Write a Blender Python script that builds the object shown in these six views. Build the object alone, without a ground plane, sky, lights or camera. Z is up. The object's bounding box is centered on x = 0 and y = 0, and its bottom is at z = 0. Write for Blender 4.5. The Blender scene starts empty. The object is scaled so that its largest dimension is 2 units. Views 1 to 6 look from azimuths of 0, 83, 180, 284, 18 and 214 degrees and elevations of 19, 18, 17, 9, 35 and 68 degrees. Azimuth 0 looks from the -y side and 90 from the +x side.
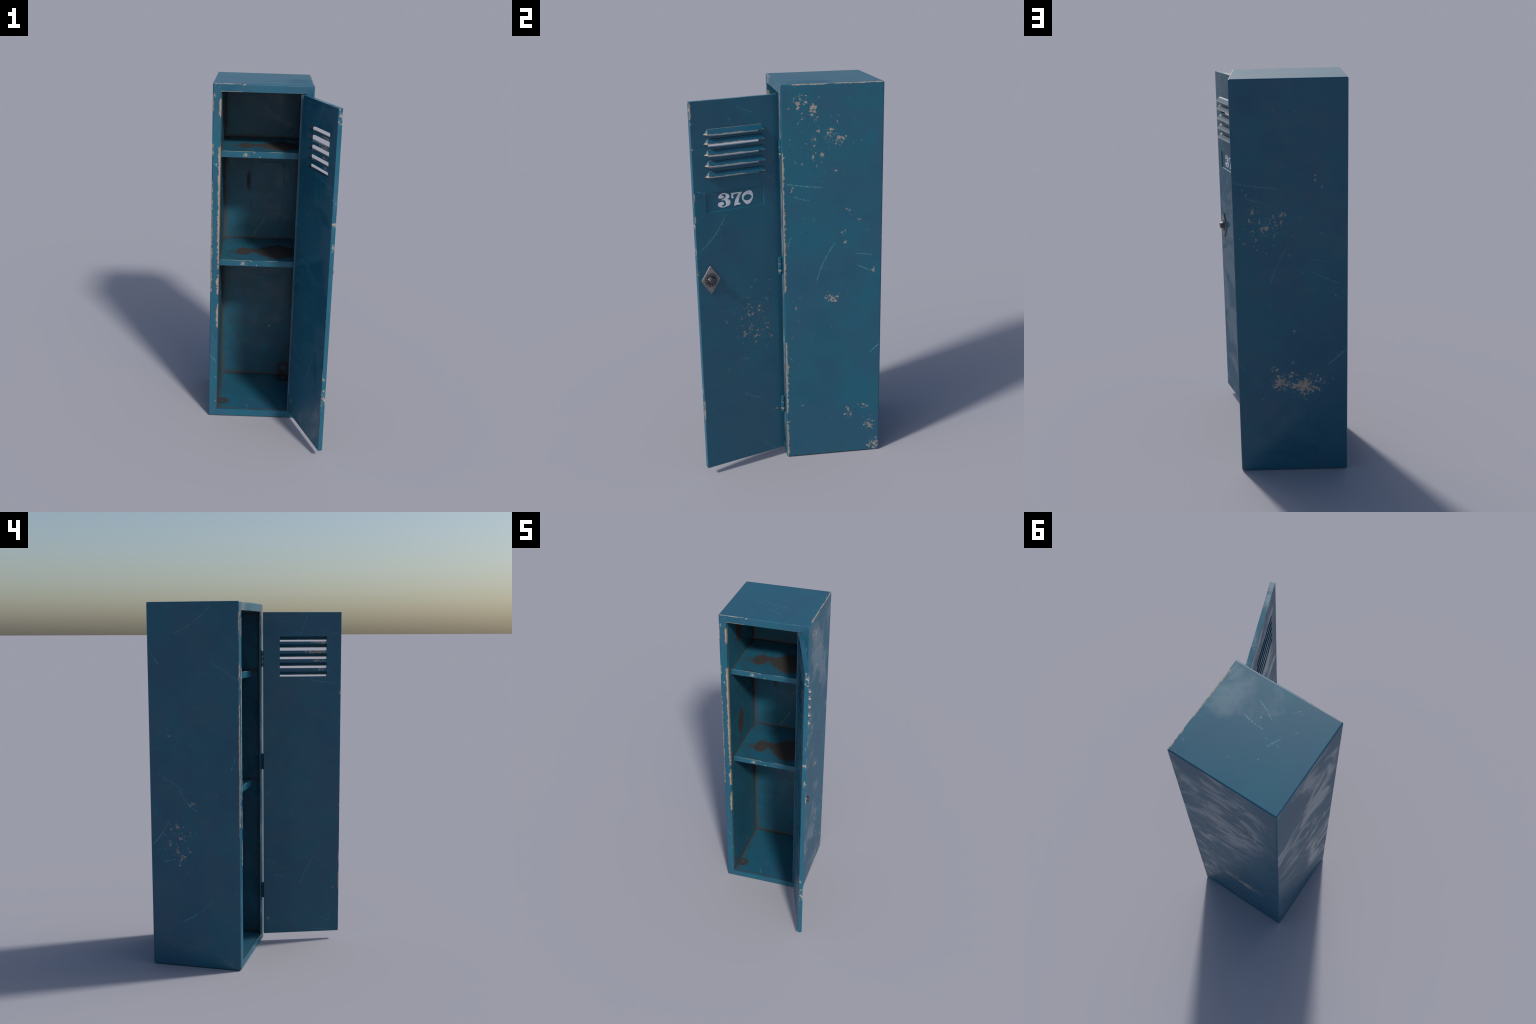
# Worn blue steel locker, door ajar: stepped cabinet, two shelves, three hinges,
# louvred door with a stencilled number and a diamond lock plate.
import bpy, bmesh, math, random
from mathutils import Vector, Matrix

random.seed(7)

# ----------------------------------------------------------------- sizes (m)
X0, X1 = -0.3355, 0.2105           # cabinet outer box
Y0, Y1 = -0.0320, 0.4757
H = 2.0
OX0, OX1, OZ0, OZ1 = -0.289, 0.168, 0.0450, 1.9560   # door opening in the frame
RECESS_Y = -0.0175                # depth of the rebate the door closes into
LIP = 0.003                       # the rebate's small step
BACK_Y = 0.4540                   # inner face of the back
SHELF_Y, SHELF_T = 0.024, 0.036
SHELF_TOPS = (1.623, 0.985)
BEV = 0.007

DOOR_T, DOOR_L = 0.0245, 0.4502
DOOR_Z0, DOOR_Z1 = 0.0462, 1.9540
HINGE_IN = (0.152, -0.052)        # inner corner of the door's hinge edge
DOOR_ROT = math.radians(-70.2)
LOUVRE_TOPS = (1.8212, 1.7770, 1.7240, 1.6718, 1.6202)
SLOT_BOTTOMS = (1.7885, 1.7370, 1.6885, 1.6368, 1.5885)
LOUVRE_DROP, LOUVRE_OUT = 0.0240, 0.022
PLATE = (0.0805, 0.3895, 1.4217, 1.5180)     # recessed number field on the door
LOCK_S, LOCK_Z = 0.3847, 1.0838


# ------------------------------------------------------------ node shorthand
class Sock:
    """A node socket that builds Math nodes when used in arithmetic."""
    def __init__(self, g, s): self.g, self.s = g, s
    def __add__(self, o): return self.g.m('ADD', self, o)
    __radd__ = __add__
    def __sub__(self, o): return self.g.m('SUBTRACT', self, o)
    def __rsub__(self, o): return self.g.m('SUBTRACT', o, self)
    def __mul__(self, o): return self.g.m('MULTIPLY', self, o)
    __rmul__ = __mul__
    def __truediv__(self, o): return self.g.m('DIVIDE', self, o)
    def max(self, o): return self.g.m('MAXIMUM', self, o)
    def min(self, o): return self.g.m('MINIMUM', self, o)
    def abs(self): return self.g.m('ABSOLUTE', self)
    def pow(self, o): return self.g.m('POWER', self, o)
    def step(self, lo, hi):
        n = self.g.new('ShaderNodeMapRange'); n.interpolation_type = 'SMOOTHSTEP'
        self.g.put(n.inputs['Value'], self)
        n.inputs['From Min'].default_value = lo; n.inputs['From Max'].default_value = hi
        return Sock(self.g, n.outputs[0])
    def lin(self, lo, hi, a, b):
        n = self.g.new('ShaderNodeMapRange'); n.clamp = True
        self.g.put(n.inputs['Value'], self)
        for k, v in (('From Min', lo), ('From Max', hi), ('To Min', a), ('To Max', b)):
            n.inputs[k].default_value = v
        return Sock(self.g, n.outputs[0])


class Graph:
    def __init__(self, name):
        self.mat = bpy.data.materials.new(name); self.mat.use_nodes = True
        self.t = self.mat.node_tree; self.t.nodes.clear()
        self.out = self.new('ShaderNodeOutputMaterial')
        self.bsdf = self.new('ShaderNodeBsdfPrincipled')
        self.t.links.new(self.bsdf.outputs[0], self.out.inputs[0])
        self.co = Sock(self, self.new('ShaderNodeTexCoord').outputs['Object'])
        sep = self.new('ShaderNodeSeparateXYZ'); self.put(sep.inputs[0], self.co)
        self.x, self.y, self.z = (Sock(self, sep.outputs[i]) for i in range(3))
    def new(self, kind): return self.t.nodes.new(kind)
    def put(self, inp, v):
        if isinstance(v, Sock): self.t.links.new(v.s, inp)
        else: inp.default_value = v
    def m(self, op, a, b=None, c=None):
        n = self.new('ShaderNodeMath'); n.operation = op
        for i, v in enumerate((a, b, c)):
            if v is not None: self.put(n.inputs[i], v)
        return Sock(self, n.outputs[0])
    def vm(self, op, a, b=None, out=0):
        n = self.new('ShaderNodeVectorMath'); n.operation = op
        self.put(n.inputs[0], a)
        if b is not None: self.put(n.inputs[1], b)
        return Sock(self, n.outputs[out])
    def vec(self, a, b, c=0.0):
        n = self.new('ShaderNodeCombineXYZ')
        for i, v in enumerate((a, b, c)): self.put(n.inputs[i], v)
        return Sock(self, n.outputs[0])
    def noise(self, co, scale, detail=4.0, rough=0.55, distort=0.0, seed=0.0):
        n = self.new('ShaderNodeTexNoise'); n.noise_dimensions = '4D'
        self.put(n.inputs['Vector'], co)
        for k, v in (('Scale', scale), ('Detail', detail), ('Roughness', rough),
                     ('Distortion', distort), ('W', seed)):
            n.inputs[k].default_value = v
        return Sock(self, n.outputs[0])
    def mapped(self, co, rot, scale):
        n = self.new('ShaderNodeMapping'); self.put(n.inputs[0], co)
        n.inputs['Rotation'].default_value = rot; n.inputs['Scale'].default_value = scale
        return Sock(self, n.outputs[0])
    def mix(self, f, a, b):
        n = self.new('ShaderNodeMix'); n.data_type = 'RGBA'
        self.put(n.inputs[0], f)
        for i, v in ((6, a), (7, b)):
            self.put(n.inputs[i], v if isinstance(v, Sock) else (*v, 1.0))
        return Sock(self, n.outputs[2])
    def fmix(self, f, a, b):
        n = self.new('ShaderNodeMix'); self.put(n.inputs[0], f)
        self.put(n.inputs[2], a); self.put(n.inputs[3], b)
        return Sock(self, n.outputs[0])
    def zone(self, c, ranges, soft=0.02):
        """1 inside any of the ranges along coordinate c, soft ends."""
        w = None
        for lo, hi in ranges:
            k = (hi - lo) / 2
            one = (k - (c - (lo + hi) / 2).abs()).step(-soft, soft)
            w = one if w is None else w.max(one)
        return w
    def blobs(self, p, items):
        """max over soft ellipses (a, b, ra, rb, density): density at the centre, 0 at the rim."""
        w = None
        for a, b, ra, rb, den in items:
            q = self.vm('MULTIPLY', self.vm('SUBTRACT', p, (a, b, 0)), (1 / ra, 1 / rb, 0))
            l = self.vm('LENGTH', q, out=1)
            one = self.m('MULTIPLY_ADD', l, -den, den)
            w = one if w is None else w.max(one)
        return w.max(0.0) if w is not None else None
    def scratch(self, p, s, fray):
        """thin line from (a0,b0) to (a1,b1), bowed sideways by `bow` in the middle."""
        a0, b0, a1, b1, bow, wid, gain = s
        L = math.hypot(a1 - a0, b1 - b0); e = ((a1 - a0) / L, (b1 - b0) / L)
        q = self.vm('SUBTRACT', p, (a0, b0, 0))
        u = self.vm('DOT_PRODUCT', q, (e[0] / L, e[1] / L, 0), out=1)
        v = self.vm('DOT_PRODUCT', q, (-e[1], e[0], 0), out=1)
        if bow: v = v - (u * (1 - u)) * (4 * bow)
        line = v.abs().lin(wid * 0.4, wid * 1.35, min(1.0, gain * 1.25), 0.0)
        ends = (0.5 - (u - 0.5).abs()).step(0.0, 0.12)
        return line * ends * fray


PAINT_A = (0.0075, 0.1010, 0.1570)
PAINT_B = (0.0160, 0.0860, 0.1460)
PAINT_C = (0.0070, 0.0820, 0.1400)
SCRATCH = (0.085, 0.235, 0.300)
PRIMER = (0.320, 0.268, 0.226)
PRIMER_D = (0.250, 0.205, 0.172)
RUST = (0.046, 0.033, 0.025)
STAIN = (0.032, 0.028, 0.026)
_seed = [0.0]


def paint(name, axes, chips=(), edges=(), scratches=(), smear=0.6, stain=None, crease=None, bias=-0.015, haze=(), inner_grey=0.0, matt=0.46, shine=0.17, greasy=False, soft=0.055):
    """Blue enamel over tan primer.
    axes       the two object axes spanning the face
    chips      clusters (a, b, ra, rb, density)
    edges      worn edges (axis, position, width, along axis, [(from, to), ...])
    scratches  (a0, b0, a1, b1, bow, width, gain)
    smear      direction (radians) of the wiped gloss; bias, haze: how much and where
    inner_grey  strength of the darker grey-blue patches on the inner walls
    stain      callable(graph, p) -> mask of dark stain
    crease     rusty seams: list of (axis, position, width)"""
    _seed[0] += 3.7
    sd = _seed[0]
    g = Graph(name)
    ax = {'x': g.x, 'y': g.y, 'z': g.z}
    a, b = ax[axes[0]], ax[axes[1]]
    p = g.vec(a, b)
    # enamel tone: broad cloudy drift plus fine speckle
    cloud = g.noise(p, 3.2, 5, 0.6, 0.8, sd)
    fine = g.noise(g.co, 60, 3, 0.6, 0, sd)
    col = g.mix(cloud.step(0.36, 0.64), PAINT_A, PAINT_B)
    col = g.mix(g.noise(p, 5.0, 4, 0.55, 0.6, sd + 9).step(0.52, 0.66) * 0.6, col, PAINT_C)
    col = g.mix(fine.step(0.62, 0.80) * 0.12, col, PAINT_C)
    # wiped, greasy gloss: stretched warped noise drives roughness
    ps = g.mapped(p, (0, 0, -smear), (1.0, 1.5, 1.0))
    wipe = g.noise(ps, 2.8, 9, 0.64, 2.4, sd + 20)
    film = g.noise(p, 1.9, 4, 0.5, 1.2, sd + 31)
    gloss = (wipe * 0.55 + film * 0.45 + bias)
    if haze: gloss = gloss + g.blobs(p, haze)
    gloss = gloss.step(0.51 - soft, 0.51 + soft)
    rough = g.fmix(gloss, matt, shine)
    col = g.mix(gloss * 0.25, col, (0.024, 0.094, 0.143))
    if inner_grey:      # darker grey-blue patches on the inner walls, with hard tide edges
        grey_patch = g.noise(p, 3.0, 6, 0.6, 1.5, sd + 45).step(0.42, 0.52)
        col = g.mix(grey_patch * inner_grey, col, (0.019, 0.046, 0.066))
    fray = g.noise(g.co, 190, 2, 0.6, 0, sd + 3)
    # scratches and pin chips
    if scratches:
        fr = g.noise(g.co, 120, 2, 0.6, 0, sd + 4).lin(0.40, 0.56, 0.0, 1.0)
        sc = None
        for s in scratches:
            one = g.scratch(p, s, fr)
            sc = one if sc is None else sc.max(one)
        col = g.mix(sc, col, SCRATCH)
        rough = g.fmix(sc, rough, 0.6)
    lump = g.noise(g.co, 60, 2.3, 0.5, 0.6, sd + 5)
    pins = g.noise(g.co, 48, 1.5, 0.4, 0, sd + 15).step(0.765, 0.80)
    col = g.mix(pins * 0.5, col, SCRATCH)
    bare = None
    if chips:
        w = g.blobs(p, [(ca, cb, ra * 1.3, rb * 1.3, den) for ca, cb, ra, rb, den in chips])
        halo = (fray + w.min(0.8) * 0.22).step(0.70, 0.74) * (w.step(0.0, 0.1))
        col = g.mix(halo * 0.5, col, SCRATCH)
        bare = (lump + w.min(1.2) * 0.25).step(0.724, 0.755)
    for axis, pos, width, along, ranges in edges:
        dist = (ax[axis] - pos).abs() * (1.0 / width)
        bite = g.noise(g.co, 48, 5, 0.66, 0, sd + 40 + pos)
        one = (g.zone(ax[along], ranges) * (1.25 - dist) + (bite - 0.5) * 3.4).step(0.44, 0.60)
        one = one * (dist.step(3.2, 2.2))
        bare = one if bare is None else bare.max(one)
    if bare is not None:
        tan = g.mix(g.noise(g.co, 35, 3, 0.6, 0, sd + 60).step(0.40, 0.62), PRIMER, PRIMER_D)
        col = g.mix(bare, col, tan)
        rough = g.fmix(bare, rough, 0.62)
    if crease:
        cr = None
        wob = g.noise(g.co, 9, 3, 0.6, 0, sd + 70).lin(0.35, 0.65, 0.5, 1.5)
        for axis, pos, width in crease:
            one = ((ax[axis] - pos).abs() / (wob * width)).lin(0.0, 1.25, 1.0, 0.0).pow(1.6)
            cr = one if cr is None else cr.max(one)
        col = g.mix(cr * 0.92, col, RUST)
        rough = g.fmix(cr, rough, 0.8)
    if stain:
        st = stain(g, p)
        col = g.mix(st, col, STAIN)
        rough = g.fmix(st, rough, 0.85)
    g.put(g.bsdf.inputs['Specular IOR Level'], 0.43)
    if greasy: g.put(g.bsdf.inputs['Specular IOR Level'], g.fmix(gloss, 0.72, 0.40))
    g.put(g.bsdf.inputs['Base Color'], col)
    g.put(g.bsdf.inputs['Roughness'], rough)
    bump = g.new('ShaderNodeBump'); bump.inputs['Strength'].default_value = 0.2
    bump.inputs['Distance'].default_value = 0.0008
    if bare is not None:               # paint has thickness around the chips
        g.put(bump.inputs['Height'], 1.0 - bare)
        g.put(g.bsdf.inputs['Normal'], Sock(g, bump.outputs[0]))
    return g.mat


def metal(name, base, rough, metallic, grime=(0.06, 0.045, 0.035), amount=0.5):
    g = Graph(name); _seed[0] += 3.7; sd = _seed[0]
    n = g.noise(g.co, 90, 5, 0.65, 0, sd)
    col = g.mix(n.step(0.42, 0.72) * amount, base, grime)
    g.put(g.bsdf.inputs['Base Color'], col)
    g.put(g.bsdf.inputs['Roughness'], n.lin(0.3, 0.7, rough - 0.08, rough + 0.12))
    g.put(g.bsdf.inputs['Metallic'], metallic)
    return g.mat


# ----------------------------------------------------------------- materials
# The same tool-marks recur on the side and the back (one pattern, mirrored).
mat_right = paint('enamel_right_side', 'yz', smear=0.95,
    chips=[(.074, 1.925, .070, .055, .74), (.045, 1.985, .06, .02, .7), (.125, 1.878, .030, .055, .95),
           (.076, 1.848, .022, .03, .8), (.144, 1.829, .022, .03, .85), (.209, 1.768, .035, .030, 1.0),
           (.199, 1.729, .05, .035, .8), (.255, 1.729, .045, .05, .9), (.127, 1.729, .025, .045, .95),
           (.123, 1.650, .022, .025, .9), (.166, 1.652, .02, .04, .85), (.146, 1.613, .02, .02, .7),
           (.229, 1.585, .02, .02, .8), (.307, 1.370, .022, .026, .85), (.359, 1.318, .018, .022, .8),
           (.277, 1.253, .022, .028, .9), (.290, 1.199, .018, .028, .85), (.018, 1.486, .02, .02, .8),
           (.213, .908, .045, .04, 1.0), (.431, 1.043, .02, .02, .9), (.056, .923, .02, .02, .7),
           (.033, .846, .03, .06, .65), (.306, .239, .032, .04, 1.05), (.393, .273, .025, .025, .85),
           (.417, .165, .045, .05, 1.0), (.450, .035, .065, .055, 1.15), (.16, 1.78, .22, .25, .30)],
    edges=[('y', -.031, .015, 'z', [(.005, .225), (.27, .68), (.95, 1.67)]),
           ('z', 1.999, .005, 'y', [(.03, .20), (.24, .47)])],
    scratches=[(-.021, 1.521, .188, 1.493, -.004, .0030, .9), (.024, 1.455, .111, 1.429, -.004, .0026, .8),
               (.242, 1.217, .135, .996, -.012, .0028, .7), (-.008, 1.18, .014, 1.249, .004, .0035, .6),
               (.325, 1.144, .433, 1.129, .0, .0026, .55), (.338, 1.083, .431, 1.039, .0, .0026, .6),
               (.415, .583, .470, .634, .0, .0032, .9), (-.028, .608, .007, .565, .003, .003, .7)])
mat_back = paint('enamel_back', 'xz', smear=-0.7,
    chips=[(.052, 1.307, .075, .075, .85), (.132, 1.284, .025, .022, 1.0), (.111, 1.248, .03, .03, .9),
           (.116, 1.389, .025, .04, .85), (-.024, 1.358, .028, .04, .9), (.161, 1.227, .018, .025, .8),
           (.044, 1.409, .018, .018, .8), (.096, 1.463, .015, .015, .8), (-.108, 1.341, .018, .016, .75),
           (-.232, 1.341, .016, .016, .75), (-.209, 1.493, .018, .02, .8), (-.179, 1.536, .016, .032, .95),
           (-.005, .495, .065, .05, 1.5), (-.128, .470, .085, .066, 1.5), (-.06, .49, .05, .04, 1.2), (-.049, .529, .04, .035, 1.0),
           (.026, .563, .022, .032, 1.0), (-.065, .603, .020, .028, 1.0), (-.193, .505, .05, .045, .9),
           (.06, 1.32, .16, .15, .48)],
    scratches=[(.205, 1.523, -.015, 1.491, .004, .0028, .6), (.156, 1.452, .067, 1.428, .004, .0026, .5),
               (-.058, 1.226, .047, 1.001, .010, .0026, .6), (-.233, .584, -.333, .675, 0, .0030, .8),
               (-.145, 1.146, -.231, 1.129, 0, .0026, .5), (-.155, 1.084, -.300, 1.015, .003, .0026, .5),
               (.2, .598, .176, .57, 0, .003, .5)])
mat_left = paint('enamel_left_side', 'yz', smear=0.8,
    chips=[(.320, .793, .022, .020, 1.0), (.242, .916, .032, .018, .95), (.361, .697, .03, .035, .95),
           (.287, .727, .028, .03, 1.0), (.252, .759, .022, .03, .85), (.319, .650, .025, .03, 1.0),
           (.293, .622, .035, .032, 1.1), (.309, .587, .018, .028, .95), (.314, .74, .17, .20, .50),
           (.359, 1.291, .018, .012, 1.0)],
    edges=[('y', -.031, .006, 'z', [(.75, 1.05), (1.10, 1.62), (1.78, 1.95)])],
    scratches=[(.333, 1.832, .115, 1.988, .018, .0026, .65), (.464, 1.746, .408, 1.665, 0, .0026, .6),
               (.132, 1.693, -.026, 1.588, 0, .0024, .6), (.019, 1.111, -.009, 1.194, .004, .003, .8),
               (.443, 1.09, .285, .999, 0, .0026, .55), (.305, 1.012, .189, .874, .022, .0028, .75),
               (.470, .684, .366, .828, .008, .0030, .85), (.409, .592, .335, .612, 0, .003, .7),
               (.334, .244, .116, .398, .018, .0026, .65), (-.002, .441, -.032, .394, 0, .0026, .5),
               (.131, .102, -.006, .009, 0, .0026, .55), (.462, .152, .405, .074, 0, .0024, .4)])
mat_top = paint('enamel_top', 'xy', smear=1.45, bias=0.0, matt=0.48, shine=0.35, greasy=True, soft=0.10, haze=[(.08, .06, .13, .11, -.15), (.14, .26, .10, .18, -.08), (-.12, .25, .25, .3, .14)],
    chips=[(-.003, .149, .014, .014, .7), (-.032, .14, .012, .012, .7), (.19, .40, .02, .02, .8)],
    edges=[('x', .2085, .007, 'y', [(.03, .29), (.36, .39), (.41, .475)]),
           ('y', -.031, .0025, 'x', [(-.334, -.19)])],
    scratches=[(.021, .075, -.085, .133, .006, .0028, .6), (.040, .162, -.078, .18, -.006, .0028, .6),
               (-.127, .238, -.159, .172, 0, .0028, .6), (-.133, .055, -.16, .02, 0, .004, .3)])
mat_under = paint('enamel_underside', 'xy')
mat_front = paint('enamel_front_frame', 'xz', smear=1.5,
    chips=[(-.322, 1.935, .018, .018, .9), (-.312, 1.55, .02, .02, .6)],
    edges=[('x', -.2895, .0125, 'z', [(.585, .73), (.785, .90), (.95, 1.655), (1.825, 1.915)]),
           ('x', -.3345, .0080, 'z', [(.80, 1.46), (1.60, 1.68), (1.85, 1.945)]),
           ('z', 1.999, .0032, 'x', [(-.334, -.19)]), ('z', 1.9565, .0025, 'x', [(-.289, -.18)])],
    scratches=[(-.334, .41, -.295, .36, 0, .003, .6), (-.334, 1.57, -.30, 1.54, 0, .003, .6),
               (.19, 1.84, .20, 1.87, 0, .003, .5)],
    crease=[('y', -.0170, .004)])


def stain_side(g, p):
    """two leaf-shaped runs of rust on the inner left wall"""
    warp = g.noise(p, 7, 2, 0.5, 0, 3.0) * 0.5 - 0.25
    m = None
    for a, b, ra, rb, den in ((.175, 1.81, .07, .085, 1.5), (.18, 1.70, .055, .11, .55),
                              (.180, 1.165, .068, .105, 1.7), (.165, 1.05, .045, .13, .65)):
        one = g.blobs(p, [(a, b, ra, rb, den)]) + warp * 0.5
        one = one.step(0.12, 0.5) * min(1.0, den * 0.75)
        m = one if m is None else m.max(one)
    return m


def stain_back(g, p):
    """a thin drip, a faint pressed rectangle, and a rust ring low on the right"""
    drip = g.blobs(p, [(-.137, 1.353, .017, .085, 1.6)]).step(0.15, 0.8) * 0.85
    a = g.vm('MULTIPLY', g.vm('SUBTRACT', p, (-.022, 1.322, 0)), (1 / .098, 1 / .152, 0))
    sa = g.new('ShaderNodeSeparateXYZ'); g.put(sa.inputs[0], g.vm('ABSOLUTE', a))
    box = Sock(g, sa.outputs[0]).max(Sock(g, sa.outputs[1]))
    line = (box - 1.0).abs().lin(0.0, 0.06, 0.5, 0.0) * g.noise(p, 12, 3).step(0.35, 0.6)
    l = g.vm('LENGTH', g.vm('SUBTRACT', p, (.124, .095, 0)), out=1)
    ring = (l - .034).abs().lin(.006, .030, 0.85, 0.0)
    return drip.max(line).max(ring)


def stain_floor(g, p):
    """rust rings left by feet, near the front left and the back right corner"""
    out = None
    for c, r, w in (((-.257, .071, 0), .024, .026), ((.126, .405, 0), .034, .030), ((-.285, .075, 0), .0, .03)):
        l = g.vm('LENGTH', g.vm('SUBTRACT', p, c), out=1)
        one = (l - r).abs().lin(w * .3, w, 0.9, 0.0)
        out = one if out is None else out.max(one)
    return out


def stain_shelf(g, p):
    """hourglass patch: small lobe on the left, spreading lobe towards the hinge side"""
    warp = (g.noise(p, 11, 4, 0.6, 0.6, 11.0) - 0.5) * 1.1
    left = g.blobs(p, [(-.152, .188, .052, .078, 1.0)])
    q = g.vm('ABSOLUTE', g.vm('MULTIPLY', g.vm('SUBTRACT', p, (.055, .198, 0)), (1 / .178, 1 / .142, 0)))
    s = g.new('ShaderNodeSeparateXYZ'); g.put(s.inputs[0], q)
    right = 1.0 - (Sock(g, s.outputs[0]).pow(1.25) + Sock(g, s.outputs[1]).pow(1.25))
    left = left.max(g.blobs(p, [(-.105, .215, .040, .035, .45)]))
    fade = (g.blobs(p, [(-.215, .175, .085, .065, 0.9)]) + warp * 0.3).step(0.0, 0.9) * 0.6
    return (left.max(right) + warp * 0.6).step(-0.05, 0.24).max(fade) * 0.97


mat_in_left = paint('enamel_inner_left', 'yz', inner_grey=0.25, smear=1.5, stain=stain_side,
    scratches=[(.12, 1.10, .15, 1.02, 0, .003, .35), (.03, .40, .11, .44, .004, .003, .3)],
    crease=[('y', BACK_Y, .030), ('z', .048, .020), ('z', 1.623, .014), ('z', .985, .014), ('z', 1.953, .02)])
mat_in_right = paint('enamel_inner_right', 'yz', inner_grey=0.45, smear=1.2,
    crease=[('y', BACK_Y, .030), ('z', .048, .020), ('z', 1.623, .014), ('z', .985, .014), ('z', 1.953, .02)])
mat_in_back = paint('enamel_inner_back', 'xz', inner_grey=0.3, smear=0.4, stain=stain_back,
    chips=[(.088, 1.734, .035, .03, .8), (.09, 1.70, .02, .02, .8), (.02, .39, .02, .04, .7)],
    scratches=[(-.013, 1.142, -.108, .994, 0, .0035, .6), (-.205, .773, .154, .699, -.015, .0035, .35),
               (-.03, 1.48, .01, 1.43, 0, .003, .3)],
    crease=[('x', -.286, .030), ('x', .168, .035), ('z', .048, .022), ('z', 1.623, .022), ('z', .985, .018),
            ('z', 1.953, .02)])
mat_in_floor = paint('enamel_inner_floor', 'xy', smear=0.9, stain=stain_floor,
    scratches=[(.088, .085, .148, .175, 0, .003, .6), (-.117, .041, -.095, -.01, 0, .004, .4),
               (-.10, .10, -.06, .09, 0, .003, .4)],
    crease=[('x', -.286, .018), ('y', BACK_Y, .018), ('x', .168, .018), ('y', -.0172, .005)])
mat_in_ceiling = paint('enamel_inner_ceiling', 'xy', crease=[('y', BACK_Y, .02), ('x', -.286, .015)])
mat_shelf_top = paint('enamel_shelf', 'xy', stain=stain_shelf, smear=0.2,
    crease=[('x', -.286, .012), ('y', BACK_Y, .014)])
mat_shelf_lip = paint('enamel_shelf_lip', 'xz', smear=0.1,
    chips=[(-.150, .0, .030, .022, 1.35), (-.182, -.004, .012, .012, .9), (-.072, -.012, .008, .008, .9),
           (-.100, .014, .014, .008, .9)],
    edges=[('z', .018, .0022, 'x', [(-.28, -.11), (-.03, .05)])])
mat_stop = paint('enamel_door_stop', 'xz', chips=[(.155, 1.93, .02, .03, 1.1)],
                 crease=[('x', .170, .030), ('z', 1.956, .03), ('z', .045, .02)])

mat_door_out = paint('enamel_door_outside', 'xz', smear=-1.15,
    chips=[(.172, .895, .036, .035, 1.05), (.157, .863, .025, .022, 1.0), (.103, .825, .025, .03, .9),
           (.211, .765, .02, .035, .85), (.171, .798, .03, .022, .9), (.146, .735, .028, .02, .95),
           (.080, .762, .025, .02, .8), (.216, .624, .03, .022, .95), (.245, .588, .016, .016, .85),
           (.150, .80, .16, .26, .48), (.037, .292, .016, .014, .8)],
    edges=[('x', .4485, .0045, 'z', [(1.88, 1.945), (1.49, 1.53), (1.38, 1.42), (.33, .45)])],
    scratches=[(.222, 1.928, .130, 1.882, .008, .0028, .5), (.450, 1.537, .324, 1.507, .004, .0028, .6),
               (.286, 1.409, .447, 1.226, -.018, .0030, .85), (.085, 1.586, .010, 1.526, 0, .0024, .4),
               (.223, .430, .121, .379, .008, .0030, .65), (.116, .111, .043, .048, 0, .0026, .6),
               (.230, .970, .170, .947, .003, .0026, .6)])
mat_door_in = paint('enamel_door_inside', 'xz', smear=1.2,
    chips=[(.325, 1.783, .065, .011, 1.6), (.310, 1.728, .085, .012, 1.7), (.318, 1.678, .06, .010, 1.45),
           (.332, 1.630, .03, .012, 1.3), (.418, 1.829, .010, .022, 1.0), (.345, 1.826, .012, .01, .9),
           (.446, 1.495, .008, .02, 1.1), (.415, .315, .014, .018, .9), (.02, .14, .02, .02, .9)],
    edges=[('x', .4485, .006, 'z', [(.48, .55), (.31, .42)])],
    scratches=[(.253, 1.945, .209, 1.826, .004, .0024, .5), (.054, 1.910, .128, 1.895, 0, .0026, .4),
               (.256, 1.569, .444, 1.541, .0, .0026, .6), (.364, 1.625, .409, 1.603, 0, .0026, .5),
               (.310, .539, .209, .327, -.010, .0026, .6), (.043, .928, .0, .885, 0, .0030, .5),
               (.003, .512, .128, .450, 0, .0026, .45), (.051, .411, .128, .399, 0, .0026, .5),
               (.329, .133, .412, .109, 0, .0026, .5), (.260, .070, .413, .053, 0, .0026, .5)])
mat_door_edge = paint('enamel_door_edge', 'yz', smear=1.5,
    chips=[(.012, 1.915, .03, .062, 1.15), (.016, 1.47, .012, .03, .9), (.012, 1.36, .018, .03, 1.3),
           (.016, 1.24, .016, .03, 1.2), (.008, .49, .010, .03, 1.0), (.012, .37, .022, .062, 1.25)])
mat_door_rim = paint('enamel_door_rim', 'xy', smear=0.0)
mat_louvre = paint('enamel_louvre', 'xz', smear=0.1,
    edges=[('z', -LOUVRE_DROP, .0034, 'x', [(.18, .40), (.06, .104)]),
           ('z', 0.0005, .0010, 'x', [(.08, .38)])],
    chips=[(.3735, -.009, .0022, .012, .95), (.3780, -.020, .004, .006, 1.0)])
mat_hinge = paint('enamel_hinge', 'xz')
mat_hinge_mid = paint('enamel_hinge_worn_rim', 'xz', edges=[('z', .0115, .0022, 'x', [(-1, 1)])])
mat_hinge_low = paint('enamel_hinge_worn_band', 'xz', edges=[('z', .0060, .0065, 'x', [(-1, 1)])])
mat_digit = Graph('number_paint')
_n = mat_digit.noise(mat_digit.co, 45, 5, 0.65, 0, 2.0)
mat_digit.put(mat_digit.bsdf.inputs['Base Color'],
              mat_digit.mix(_n.step(0.35, 0.70), (0.76, 0.76, 0.79), (0.52, 0.53, 0.59)))
mat_digit.bsdf.inputs['Roughness'].default_value = 0.5
mat_digit = mat_digit.mat
mat_lock = metal('worn_steel', (0.26, 0.255, 0.26), 0.44, 0.75, (0.11, 0.09, 0.08), 0.5)
mat_dial = metal('blackened_steel', (0.055, 0.055, 0.062), 0.32, 0.6, (0.03, 0.025, 0.02), 0.5)
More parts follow.
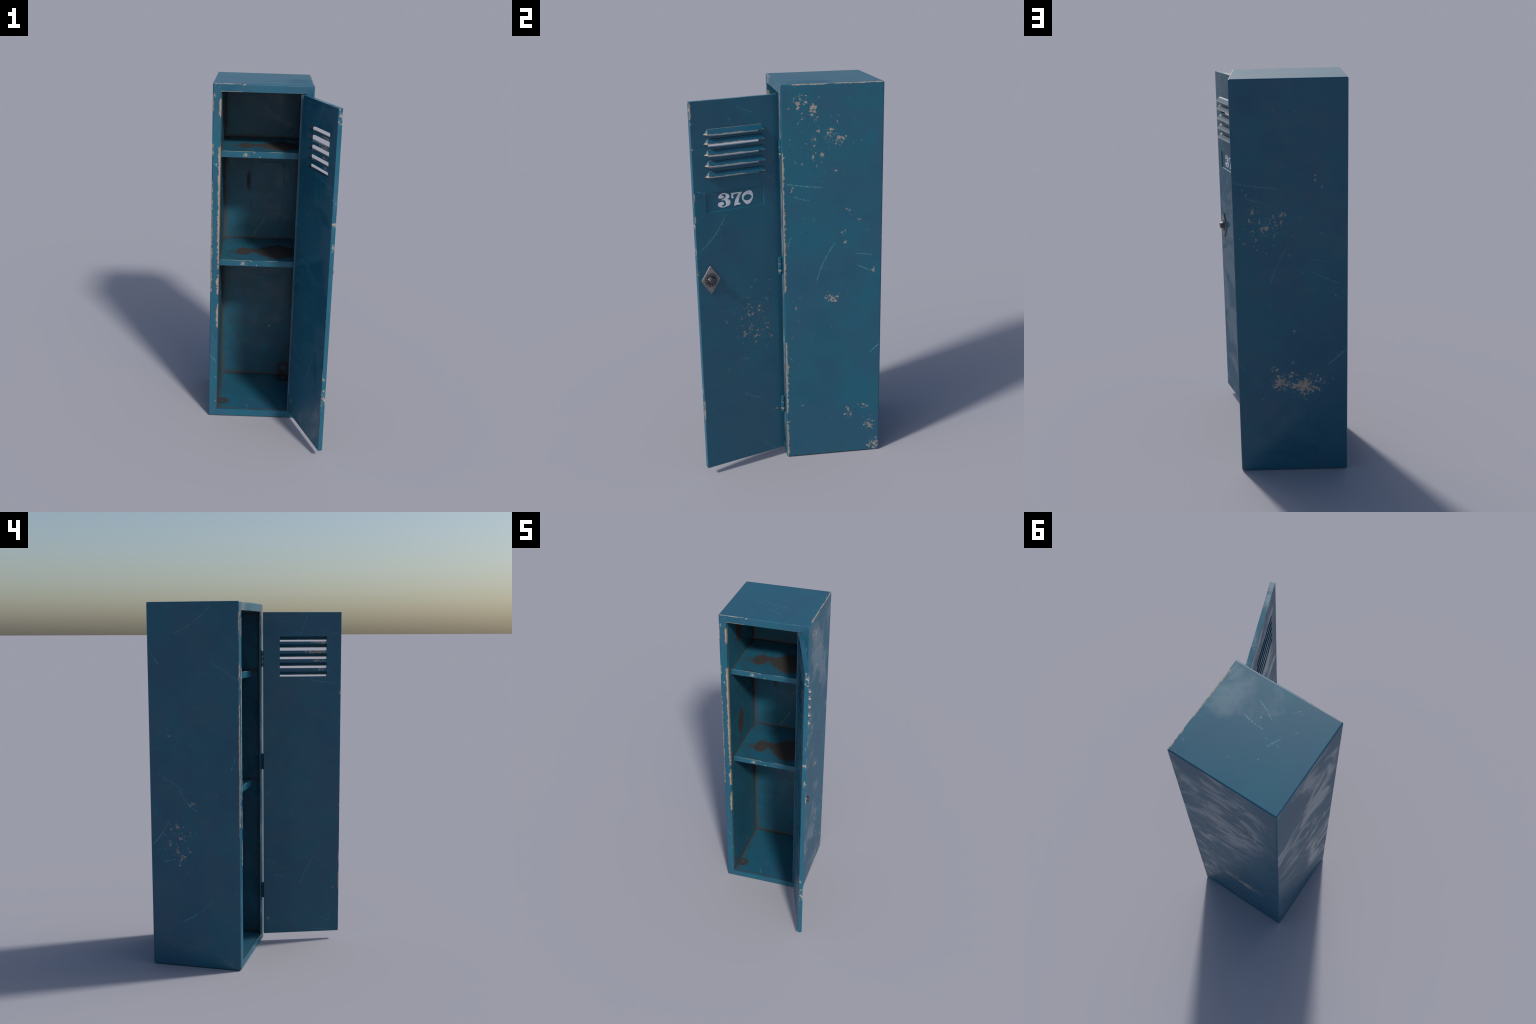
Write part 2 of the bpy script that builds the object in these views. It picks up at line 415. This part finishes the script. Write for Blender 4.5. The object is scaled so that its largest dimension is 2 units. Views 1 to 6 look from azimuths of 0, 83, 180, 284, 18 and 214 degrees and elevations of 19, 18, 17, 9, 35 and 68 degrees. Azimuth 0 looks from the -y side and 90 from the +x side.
mat_knob = metal('dark_polished_steel', (0.10, 0.10, 0.11), 0.32, 0.85, (0.06, 0.055, 0.05), 0.4)
mat_tick = metal('tick_paint', (0.45, 0.46, 0.50), 0.45, 0.2, (0.2, 0.2, 0.2), 0.4)


# ------------------------------------------------------------------- helpers
root = bpy.data.objects.new('metal_locker', None)
root['label'] = 'tall blue worn metal locker with its door ajar'
root['category'] = 'locker'
root.empty_display_size = 0.2
bpy.context.collection.objects.link(root)


def link(name, mesh, mats, parent=root, loc=(0, 0, 0), rot=0.0):
    o = bpy.data.objects.new(name, mesh)
    for m in mats:
        if m.name not in [s.name for s in mesh.materials if s]: mesh.materials.append(m)
    bpy.context.collection.objects.link(o)
    o.parent = parent; o.location = loc; o.rotation_euler = (0, 0, rot)
    return o


def box_bm(bm, x0, x1, y0, y1, z0, z1):
    r = bmesh.ops.create_cube(bm, size=1.0)
    M = Matrix.Translation(((x0 + x1) / 2, (y0 + y1) / 2, (z0 + z1) / 2)) @ \
        Matrix.Diagonal((x1 - x0, y1 - y0, z1 - z0, 1))
    bmesh.ops.transform(bm, matrix=M, verts=r['verts'])
    return r['verts']


def box_mesh(name, x0, x1, y0, y1, z0, z1, bevel=0.0, seg=2):
    bm = bmesh.new(); box_bm(bm, x0, x1, y0, y1, z0, z1)
    if bevel:
        bmesh.ops.bevel(bm, geom=bm.edges[:], offset=bevel, segments=seg, affect='EDGES', profile=0.5)
    me = bpy.data.meshes.new(name); bm.to_mesh(me); bm.free()
    return me


def evaluated(o):
    dg = bpy.context.evaluated_depsgraph_get()
    return bpy.data.meshes.new_from_object(o.evaluated_get(dg), depsgraph=dg)


def carve(mesh, cutters, weighted=True):
    """subtract cutter meshes; bevels get face-weighted normals so the flats stay flat"""
    base = bpy.data.objects.new('blank', mesh); bpy.context.collection.objects.link(base)
    helpers = []
    for c in cutters:
        h = bpy.data.objects.new('cutter', c); bpy.context.collection.objects.link(h)
        md = base.modifiers.new('cut', 'BOOLEAN'); md.object = h; md.solver = 'EXACT'
        helpers.append(h)
    if weighted:
        for f in mesh.polygons: f.use_smooth = True
        md = base.modifiers.new('wn', 'WEIGHTED_NORMAL'); md.keep_sharp = True; md.weight = 100
    out = evaluated(base)
    for h in helpers + [base]: bpy.data.objects.remove(h)
    return out


def split_regions(mesh, classify):
    """faces -> named meshes; borders coincide and keep the whole body's normals.
    classify(face) returns (region, material index)."""
    norms = [Vector(n.vector) for n in mesh.corner_normals]
    groups = {}
    for f in mesh.polygons:
        reg, mi = classify(f)
        groups.setdefault(reg, []).append((f, mi))
    out = {}
    for reg, faces in groups.items():
        ids, verts, polys, ns = {}, [], [], []
        for f, mi in faces:
            loop = []
            for li in f.loop_indices:
                vi = mesh.loops[li].vertex_index
                if vi not in ids:
                    ids[vi] = len(verts); verts.append(mesh.vertices[vi].co.copy())
                loop.append(ids[vi]); ns.append(norms[li])
            polys.append(loop)
        me = bpy.data.meshes.new(reg); me.from_pydata(verts, [], polys); me.update()
        for pl, (f, mi) in zip(me.polygons, faces):
            pl.material_index = mi; pl.use_smooth = True
        me.normals_split_custom_set(ns)
        out[reg] = me
    return out


def flat_sharp(mesh, deg=30):
    mesh.set_sharp_from_angle(angle=math.radians(deg))


# ------------------------------------------------------------------- cabinet
shell = box_mesh('shell', X0, X1, Y0, Y1, 0, H, BEV, 3)
rebate = box_mesh('rebate', OX0, OX1, -0.2, RECESS_Y, OZ0, OZ1)
cavity = box_mesh('cavity', OX0 + LIP, OX1, RECESS_Y - 0.005, BACK_Y, OZ0 + LIP, OZ1 - LIP)
body = carve(shell, [rebate, cavity], weighted=False)
# sharp except across the rounded outer edges
for f in body.polygons: f.use_smooth = True
flat_sharp(body, 40)
tmp = bpy.data.objects.new('blank', body); bpy.context.collection.objects.link(tmp)
md = tmp.modifiers.new('wn', 'WEIGHTED_NORMAL'); md.keep_sharp = True; md.weight = 100
body = evaluated(tmp); bpy.data.objects.remove(tmp)


def cabinet_region(f):
    c, n = f.center, f.normal
    inside = X0 + .02 < c.x < X1 - .02 and c.y < BACK_Y + .01 and .02 < c.z < H - .02 and c.y > Y0 + .0005
    if inside:
        if c.y < RECESS_Y + 1e-4: return 'front_frame', 0
        if abs(n.y) > .9: return 'back_panel', 1
        if n.x > .9: return 'side_panel', 1
        if n.x < -.9: return 'side_panel.001', 1
        return ('bottom_panel', 1) if n.z > 0 else ('top_panel', 1)
    ax = max(((abs(n.y) + (.02 if n.y < 0 else 0), 'y'), (abs(n.x) + .01, 'x'), (abs(n.z), 'z')))[1]
    if ax == 'x': return ('side_panel', 0) if n.x < 0 else ('side_panel.001', 0)
    if ax == 'y': return ('front_frame', 0) if n.y < 0 else ('back_panel', 0)
    return ('top_panel', 0) if n.z > 0 else ('bottom_panel', 0)


panel_mats = {'side_panel': (mat_left, mat_in_left), 'side_panel.001': (mat_right, mat_in_right),
              'back_panel': (mat_back, mat_in_back), 'top_panel': (mat_top, mat_in_ceiling),
              'bottom_panel': (mat_under, mat_in_floor), 'front_frame': (mat_front,)}
for name, me in sorted(split_regions(body, cabinet_region).items()):
    link(name, me, panel_mats[name])

# door stop: strip behind the hinge edge of the opening
link('door_stop', box_mesh('door_stop', .1390, OX1 + .002, -.0312, -.0255, OZ0 + .0015, OZ1 - .0040, .001, 1), [mat_stop])

# shelves (mesh centred on its own height so both can share it)
shelf_me = box_mesh('shelf', OX0 + LIP - .002, OX1 + .002, SHELF_Y, BACK_Y + .002, -SHELF_T / 2, SHELF_T / 2, .0012, 2)
for i, top in enumerate(SHELF_TOPS):
    o = link('shelf' if i == 0 else 'shelf.%03d' % i, shelf_me, [mat_shelf_top, mat_shelf_lip],
             loc=(0, 0, top - SHELF_T / 2))
for f in shelf_me.polygons: f.material_index = 1 if f.normal.y < -.5 else 0

# -------------------------------------------------------------------- hinges
def knuckle_mesh():
    """one barrel section: a rounded eight-sided sleeve with chamfered rims"""
    bm = bmesh.new(); h = .0145; rings = []
    for z, r in ((-h, .0086), (-h + .0012, .0100), (h - .0012, .0100), (h, .0086)):
        rings.append([bm.verts.new((r * math.cos(math.pi / 8 + k * math.pi / 4),
                                    r * math.sin(math.pi / 8 + k * math.pi / 4), z)) for k in range(8)])
    for a, b in zip(rings, rings[1:]):
        for k in range(8): bm.faces.new((a[k], a[(k + 1) % 8], b[(k + 1) % 8], b[k]))
    bm.faces.new(rings[0][::-1]); bm.faces.new(rings[-1])
    bmesh.ops.recalc_face_normals(bm, faces=bm.faces[:])
    me = bpy.data.meshes.new('knuckle'); bm.to_mesh(me); bm.free()
    return me


bm = bmesh.new()
box_bm(bm, -.013, .004, .0005, .0170, -.046, .046)     # leaf folded onto the frame
box_bm(bm, -.0035, .0035, -.0035, .0035, -.0475, .0475)   # pin
leaf_me = bpy.data.meshes.new('hinge'); bm.to_mesh(leaf_me); bm.free()
knuckles = []
for mt in (mat_hinge, mat_hinge_mid, mat_hinge_low):
    me = knuckle_mesh(); me.materials.append(mt); knuckles.append(me)
for i, (z, y) in enumerate(((1.690, -.0300), (1.092, -.0458), (.312, -.0458))):
    h = link('hinge' if i == 0 else 'hinge.%03d' % i, leaf_me, [mat_hinge], loc=(.1815, y, z))
    for j, dz in enumerate((.031, 0, -.031)):
        idx = i * 3 + j
        o = bpy.data.objects.new('knuckle' if idx == 0 else 'knuckle.%03d' % idx, knuckles[j])
        bpy.context.collection.objects.link(o); o.parent = h; o.location = (0, 0, dz)

# ---------------------------------------------------------------------- door
slab = box_mesh('slab', -.003, DOOR_L, 0, DOOR_T, DOOR_Z0, DOOR_Z1, .0014, 2)
cuts = [box_mesh('slot', .0920, .3662, -.05, .05, b - .0012, t - .0045) for t, b in zip(LOUVRE_TOPS, SLOT_BOTTOMS)]
field = box_mesh('field', PLATE[0] + .0035, PLATE[1] - .0035, DOOR_T - .0040, DOOR_T + .0008, PLATE[2] + .0035, PLATE[3] - .0035)
for v in field.vertices:                 # pressed edge: the walls flare outwards
    if v.co.y > DOOR_T:
        v.co.x += .0042 * (1 if v.co.x > .2 else -1); v.co.z += .0042 * (1 if v.co.z > 1.47 else -1)
cuts.append(field)
door_me = carve(slab, cuts, weighted=False)
for f in door_me.polygons:
    f.use_smooth = False
    n = f.normal
    f.material_index = 0 if n.y > .3 else (1 if n.y < -.6 else (2 if n.x > .6 and f.center.x > .44 else 3))
door = link('door', door_me, [mat_door_out, mat_door_in, mat_door_edge, mat_door_rim],
            loc=(HINGE_IN[0], HINGE_IN[1], 0), rot=DOOR_ROT)


def louvre_mesh():
    """pressed hood: sloping face and two pointed cheeks, 1.6 mm sheet"""
    d, o = -LOUVRE_DROP, LOUVRE_OUT
    A, B = (.0875, 0, .0008), (.3685, 0, .0008)          # on the door
    P, Q = (.0862, .0085, -.0035), (.3700, .0085, -.0035)  # pressed shoulder
    C, D = (.0695, 0, d), (.3885, 0, d)
    E, F = (.0795, o, d), (.3790, o, d)                  # lip
    bm = bmesh.new(); v = [bm.verts.new(p) for p in (A, B, P, Q, C, D, E, F)]
    faces = [bm.faces.new([v[i] for i in ids]) for ids in
             ((2, 6, 7, 3), (0, 2, 3, 1), (0, 4, 2), (2, 4, 6), (1, 3, 5), (3, 7, 5))]
    bmesh.ops.recalc_face_normals(bm, faces=bm.faces[:])
    if faces[0].normal.y < 0: bmesh.ops.reverse_faces(bm, faces=bm.faces[:])
    bm.normal_update()
    # subdivide for a slightly rounded crease
    me = bpy.data.meshes.new('louvre'); bm.to_mesh(me); bm.free()
    ob = bpy.data.objects.new('blank', me); bpy.context.collection.objects.link(ob)
    s = ob.modifiers.new('s', 'SOLIDIFY'); s.thickness = .0016; s.offset = -1
    b = ob.modifiers.new('b', 'BEVEL'); b.width = .0006; b.segments = 1; b.limit_method = 'ANGLE'
    out = evaluated(ob); bpy.data.objects.remove(ob)
    out.name = 'louvre'
    return out


lv = louvre_mesh()
for i, t in enumerate(LOUVRE_TOPS):
    link('louvre' if i == 0 else 'louvre.%03d' % i, lv, [mat_louvre], door, (0, DOOR_T - .0004, t))

# numerals: closed outlines in millimetres about the middle of the number field
DIGITS = {
 'three': [[(-88, 22.4), (-83.2, 29.3), (-72.4, 35.9), (-57.3, 37.6), (-43.4, 33.3), (-33.6, 26.4), (-29.9, 17.3),
            (-33.2, 10.2), (-40.6, 5), (-33.6, 2.2), (-26.8, -4.9), (-25.2, -14.7), (-29.6, -23.6), (-40, -28.8),
            (-51.2, -31), (-62.4, -32.7), (-73.5, -32.1), (-84.4, -27.2), (-91, -19.7), (-90.7, -13.1), (-86.5, -8),
            (-76.3, -5.1), (-65.3, -6.7), (-60.4, -10.2), (-59.6, -15.5), (-63.9, -20.6), (-72.1, -24.2),
            (-67.3, -28.2), (-55.1, -26.6), (-48.8, -20.9), (-49.4, -12.2), (-53, -3.2), (-56.9, 1.1), (-64.9, 2.7),
            (-70.9, 2.6), (-71.8, 5.1), (-64.7, 7.4), (-56.4, 12.4), (-50, 19.1), (-48.8, 24.6), (-52.6, 29.9),
            (-60.5, 31.9), (-69.6, 30.3), (-69.8, 26.6), (-63, 22.8), (-59.1, 19.9), (-62.3, 15.1), (-70.5, 12.5),
            (-79.5, 12.3), (-86.4, 15.6)]],
 'seven': [[(-21.7, 32.3), (38.5, 31.4), (33.6, 23.9), (25.9, 12.6), (20.2, -3.8), (17.5, -18.7), (19.5, -21.4),
            (26.6, -22.9), (25.3, -29.4), (19.1, -30.5), (7.9, -29.8), (-.4, -32), (-5.6, -34.2), (-4, -20.5),
            (.7, -4.9), (8.4, 9.2), (16, 20.6), (21.3, 26), (3, 25.7), (-6.3, 23.6), (-9.4, 21.2), (-10.2, 15.6),
            (-7.9, 9.6), (-12.1, 5.4), (-17.2, 5.2), (-19.4, 13.1), (-20, 24.5)]],
 'zero': [[(78.2, 33.7), (89.4, 26.9), (95.1, 13.7), (95.7, -.8), (91.1, -13.6), (83.4, -25.1), (74.8, -32.5),
           (64.4, -34.4), (52.2, -27.4), (41.4, -13.5), (35.7, -.2), (37.2, 11), (43.7, 21.6), (56.4, 29.4)],
          [(70.3, 14.7), (82.5, 9.7), (89, 1.1), (85.1, -7), (75.5, -13.4), (62, -15.4), (50.8, -10.9), (44.4, -2.4),
           (47.3, 5.8), (55.8, 13.3)]]}
SHARP = {'seven': {0, 1, 17, 12}}
for i, key in enumerate(('three', 'seven', 'zero')):
    cu = bpy.data.curves.new('digit', 'CURVE'); cu.dimensions = '2D'; cu.fill_mode = 'BOTH'
    cu.extrude = .0004; cu.resolution_u = 5
    for outline in DIGITS[key]:
        sp = cu.splines.new('BEZIER'); sp.bezier_points.add(len(outline) - 1); sp.use_cyclic_u = True
        for k, (bp, (px, pz)) in enumerate(zip(sp.bezier_points, outline)):
            bp.co = (px * .001, pz * .001, 0)
            t = 'VECTOR' if k in SHARP.get(key, ()) else 'AUTO'
            bp.handle_left_type = bp.handle_right_type = t
    ob = bpy.data.objects.new('blank', cu); bpy.context.collection.objects.link(ob)
    me = evaluated(ob); bpy.data.objects.remove(ob)
    # curve plane (x right, y up) -> door outside: right is -s, up is z
    me.transform(Matrix(((-1, 0, 0, 0), (0, 0, 1, 0), (0, 1, 0, 0), (0, 0, 0, 1))))
    me.name = 'digit'
    me.materials.clear()
    link('digit' if i == 0 else 'digit.%03d' % i, me, [mat_digit], door, (.2355, DOOR_T - .0037, 1.470))


# ----------------------------------------------------------------------- lock
def diamond_mesh(hw, hh, rad, thick):
    pts = []
    corners = [(hw, 0), (0, hh), (-hw, 0), (0, -hh)]
    for k, c in enumerate(corners):
        p, q = Vector(corners[k - 1]), Vector(corners[(k + 1) % 4]); c = Vector(c)
        for j in range(5):
            t = j / 4
            a = c + (p - c).normalized() * rad; b = c + (q - c).normalized() * rad
            pts.append((1 - t) ** 2 * a + 2 * t * (1 - t) * c + t * t * b)
    bm = bmesh.new(); rings = []
    for y, k in ((0, 1.0), (thick - .0014, 1.0), (thick - .0004, .985), (thick, .955)):
        rings.append([bm.verts.new((p.x * k, y, p.y * k)) for p in pts])
    n = len(pts)
    for a, b in zip(rings, rings[1:]):
        for k in range(n): bm.faces.new((a[k], a[(k + 1) % n], b[(k + 1) % n], b[k]))
    bm.faces.new(rings[-1]); bm.faces.new(rings[0][::-1])
    bmesh.ops.recalc_face_normals(bm, faces=bm.faces[:])
    for f in bm.faces: f.smooth = True
    me = bpy.data.meshes.new('lock_plate'); bm.to_mesh(me); bm.free(); flat_sharp(me, 35)
    return me


def lathe_mesh(name, prof, seg=48, flute=0, depth=0.0, flute_from=0, flute_to=0):
    """turned part about the door's outward axis (y): prof = [(radius, y)]"""
    bm = bmesh.new(); rings = []
    for i, (r, y) in enumerate(prof):
        ring = []
        for k in range(seg):
            a = 2 * math.pi * k / seg
            rr = r
            if flute and flute_from <= i <= flute_to: rr -= depth * (0.5 + 0.5 * math.cos(a * flute)) ** 3
            ring.append(bm.verts.new((rr * math.cos(a), y, rr * math.sin(a))))
        rings.append(ring)
    for a, b in zip(rings, rings[1:]):
        for k in range(seg): bm.faces.new((a[k], a[(k + 1) % seg], b[(k + 1) % seg], b[k]))
    bm.faces.new(rings[-1]); bm.faces.new(rings[0][::-1])
    bmesh.ops.recalc_face_normals(bm, faces=bm.faces[:])
    for f in bm.faces: f.smooth = True
    me = bpy.data.meshes.new(name); bm.to_mesh(me); bm.free(); flat_sharp(me, 35)
    return me


at = (LOCK_S, DOOR_T - .0005, LOCK_Z)
link('lock_plate', diamond_mesh(.0515, .0755, .0075, .0065), [mat_lock], door, at)
link('dial', lathe_mesh('dial', [(.034, .004), (.034, .0080), (.0333, .0088), (.0325, .0092)], 64), [mat_dial], door, at)
link('knob', lathe_mesh('knob', [(.0205, .008), (.0205, .0120), (.0185, .0140), (.0168, .0238), (.0160, .0258), (.0142, .0266)],
                        72, 12, .0010, 1, 4), [mat_knob], door, at)
bm = bmesh.new()
for k in range(20):
    a = 2 * math.pi * k / 20
    r0 = .0245 if k % 5 == 0 else .0265
    vs = box_bm(bm, r0, .0312, .0090, .0096, -.0009, .0009)
    bmesh.ops.rotate(bm, verts=vs, cent=(0, 0, 0), matrix=Matrix.Rotation(a, 3, 'Y'))
me = bpy.data.meshes.new('tick_marks'); bm.to_mesh(me); bm.free()
ticks = link('tick_marks', me, [mat_tick], door, at); ticks['kind'] = 'stuff'
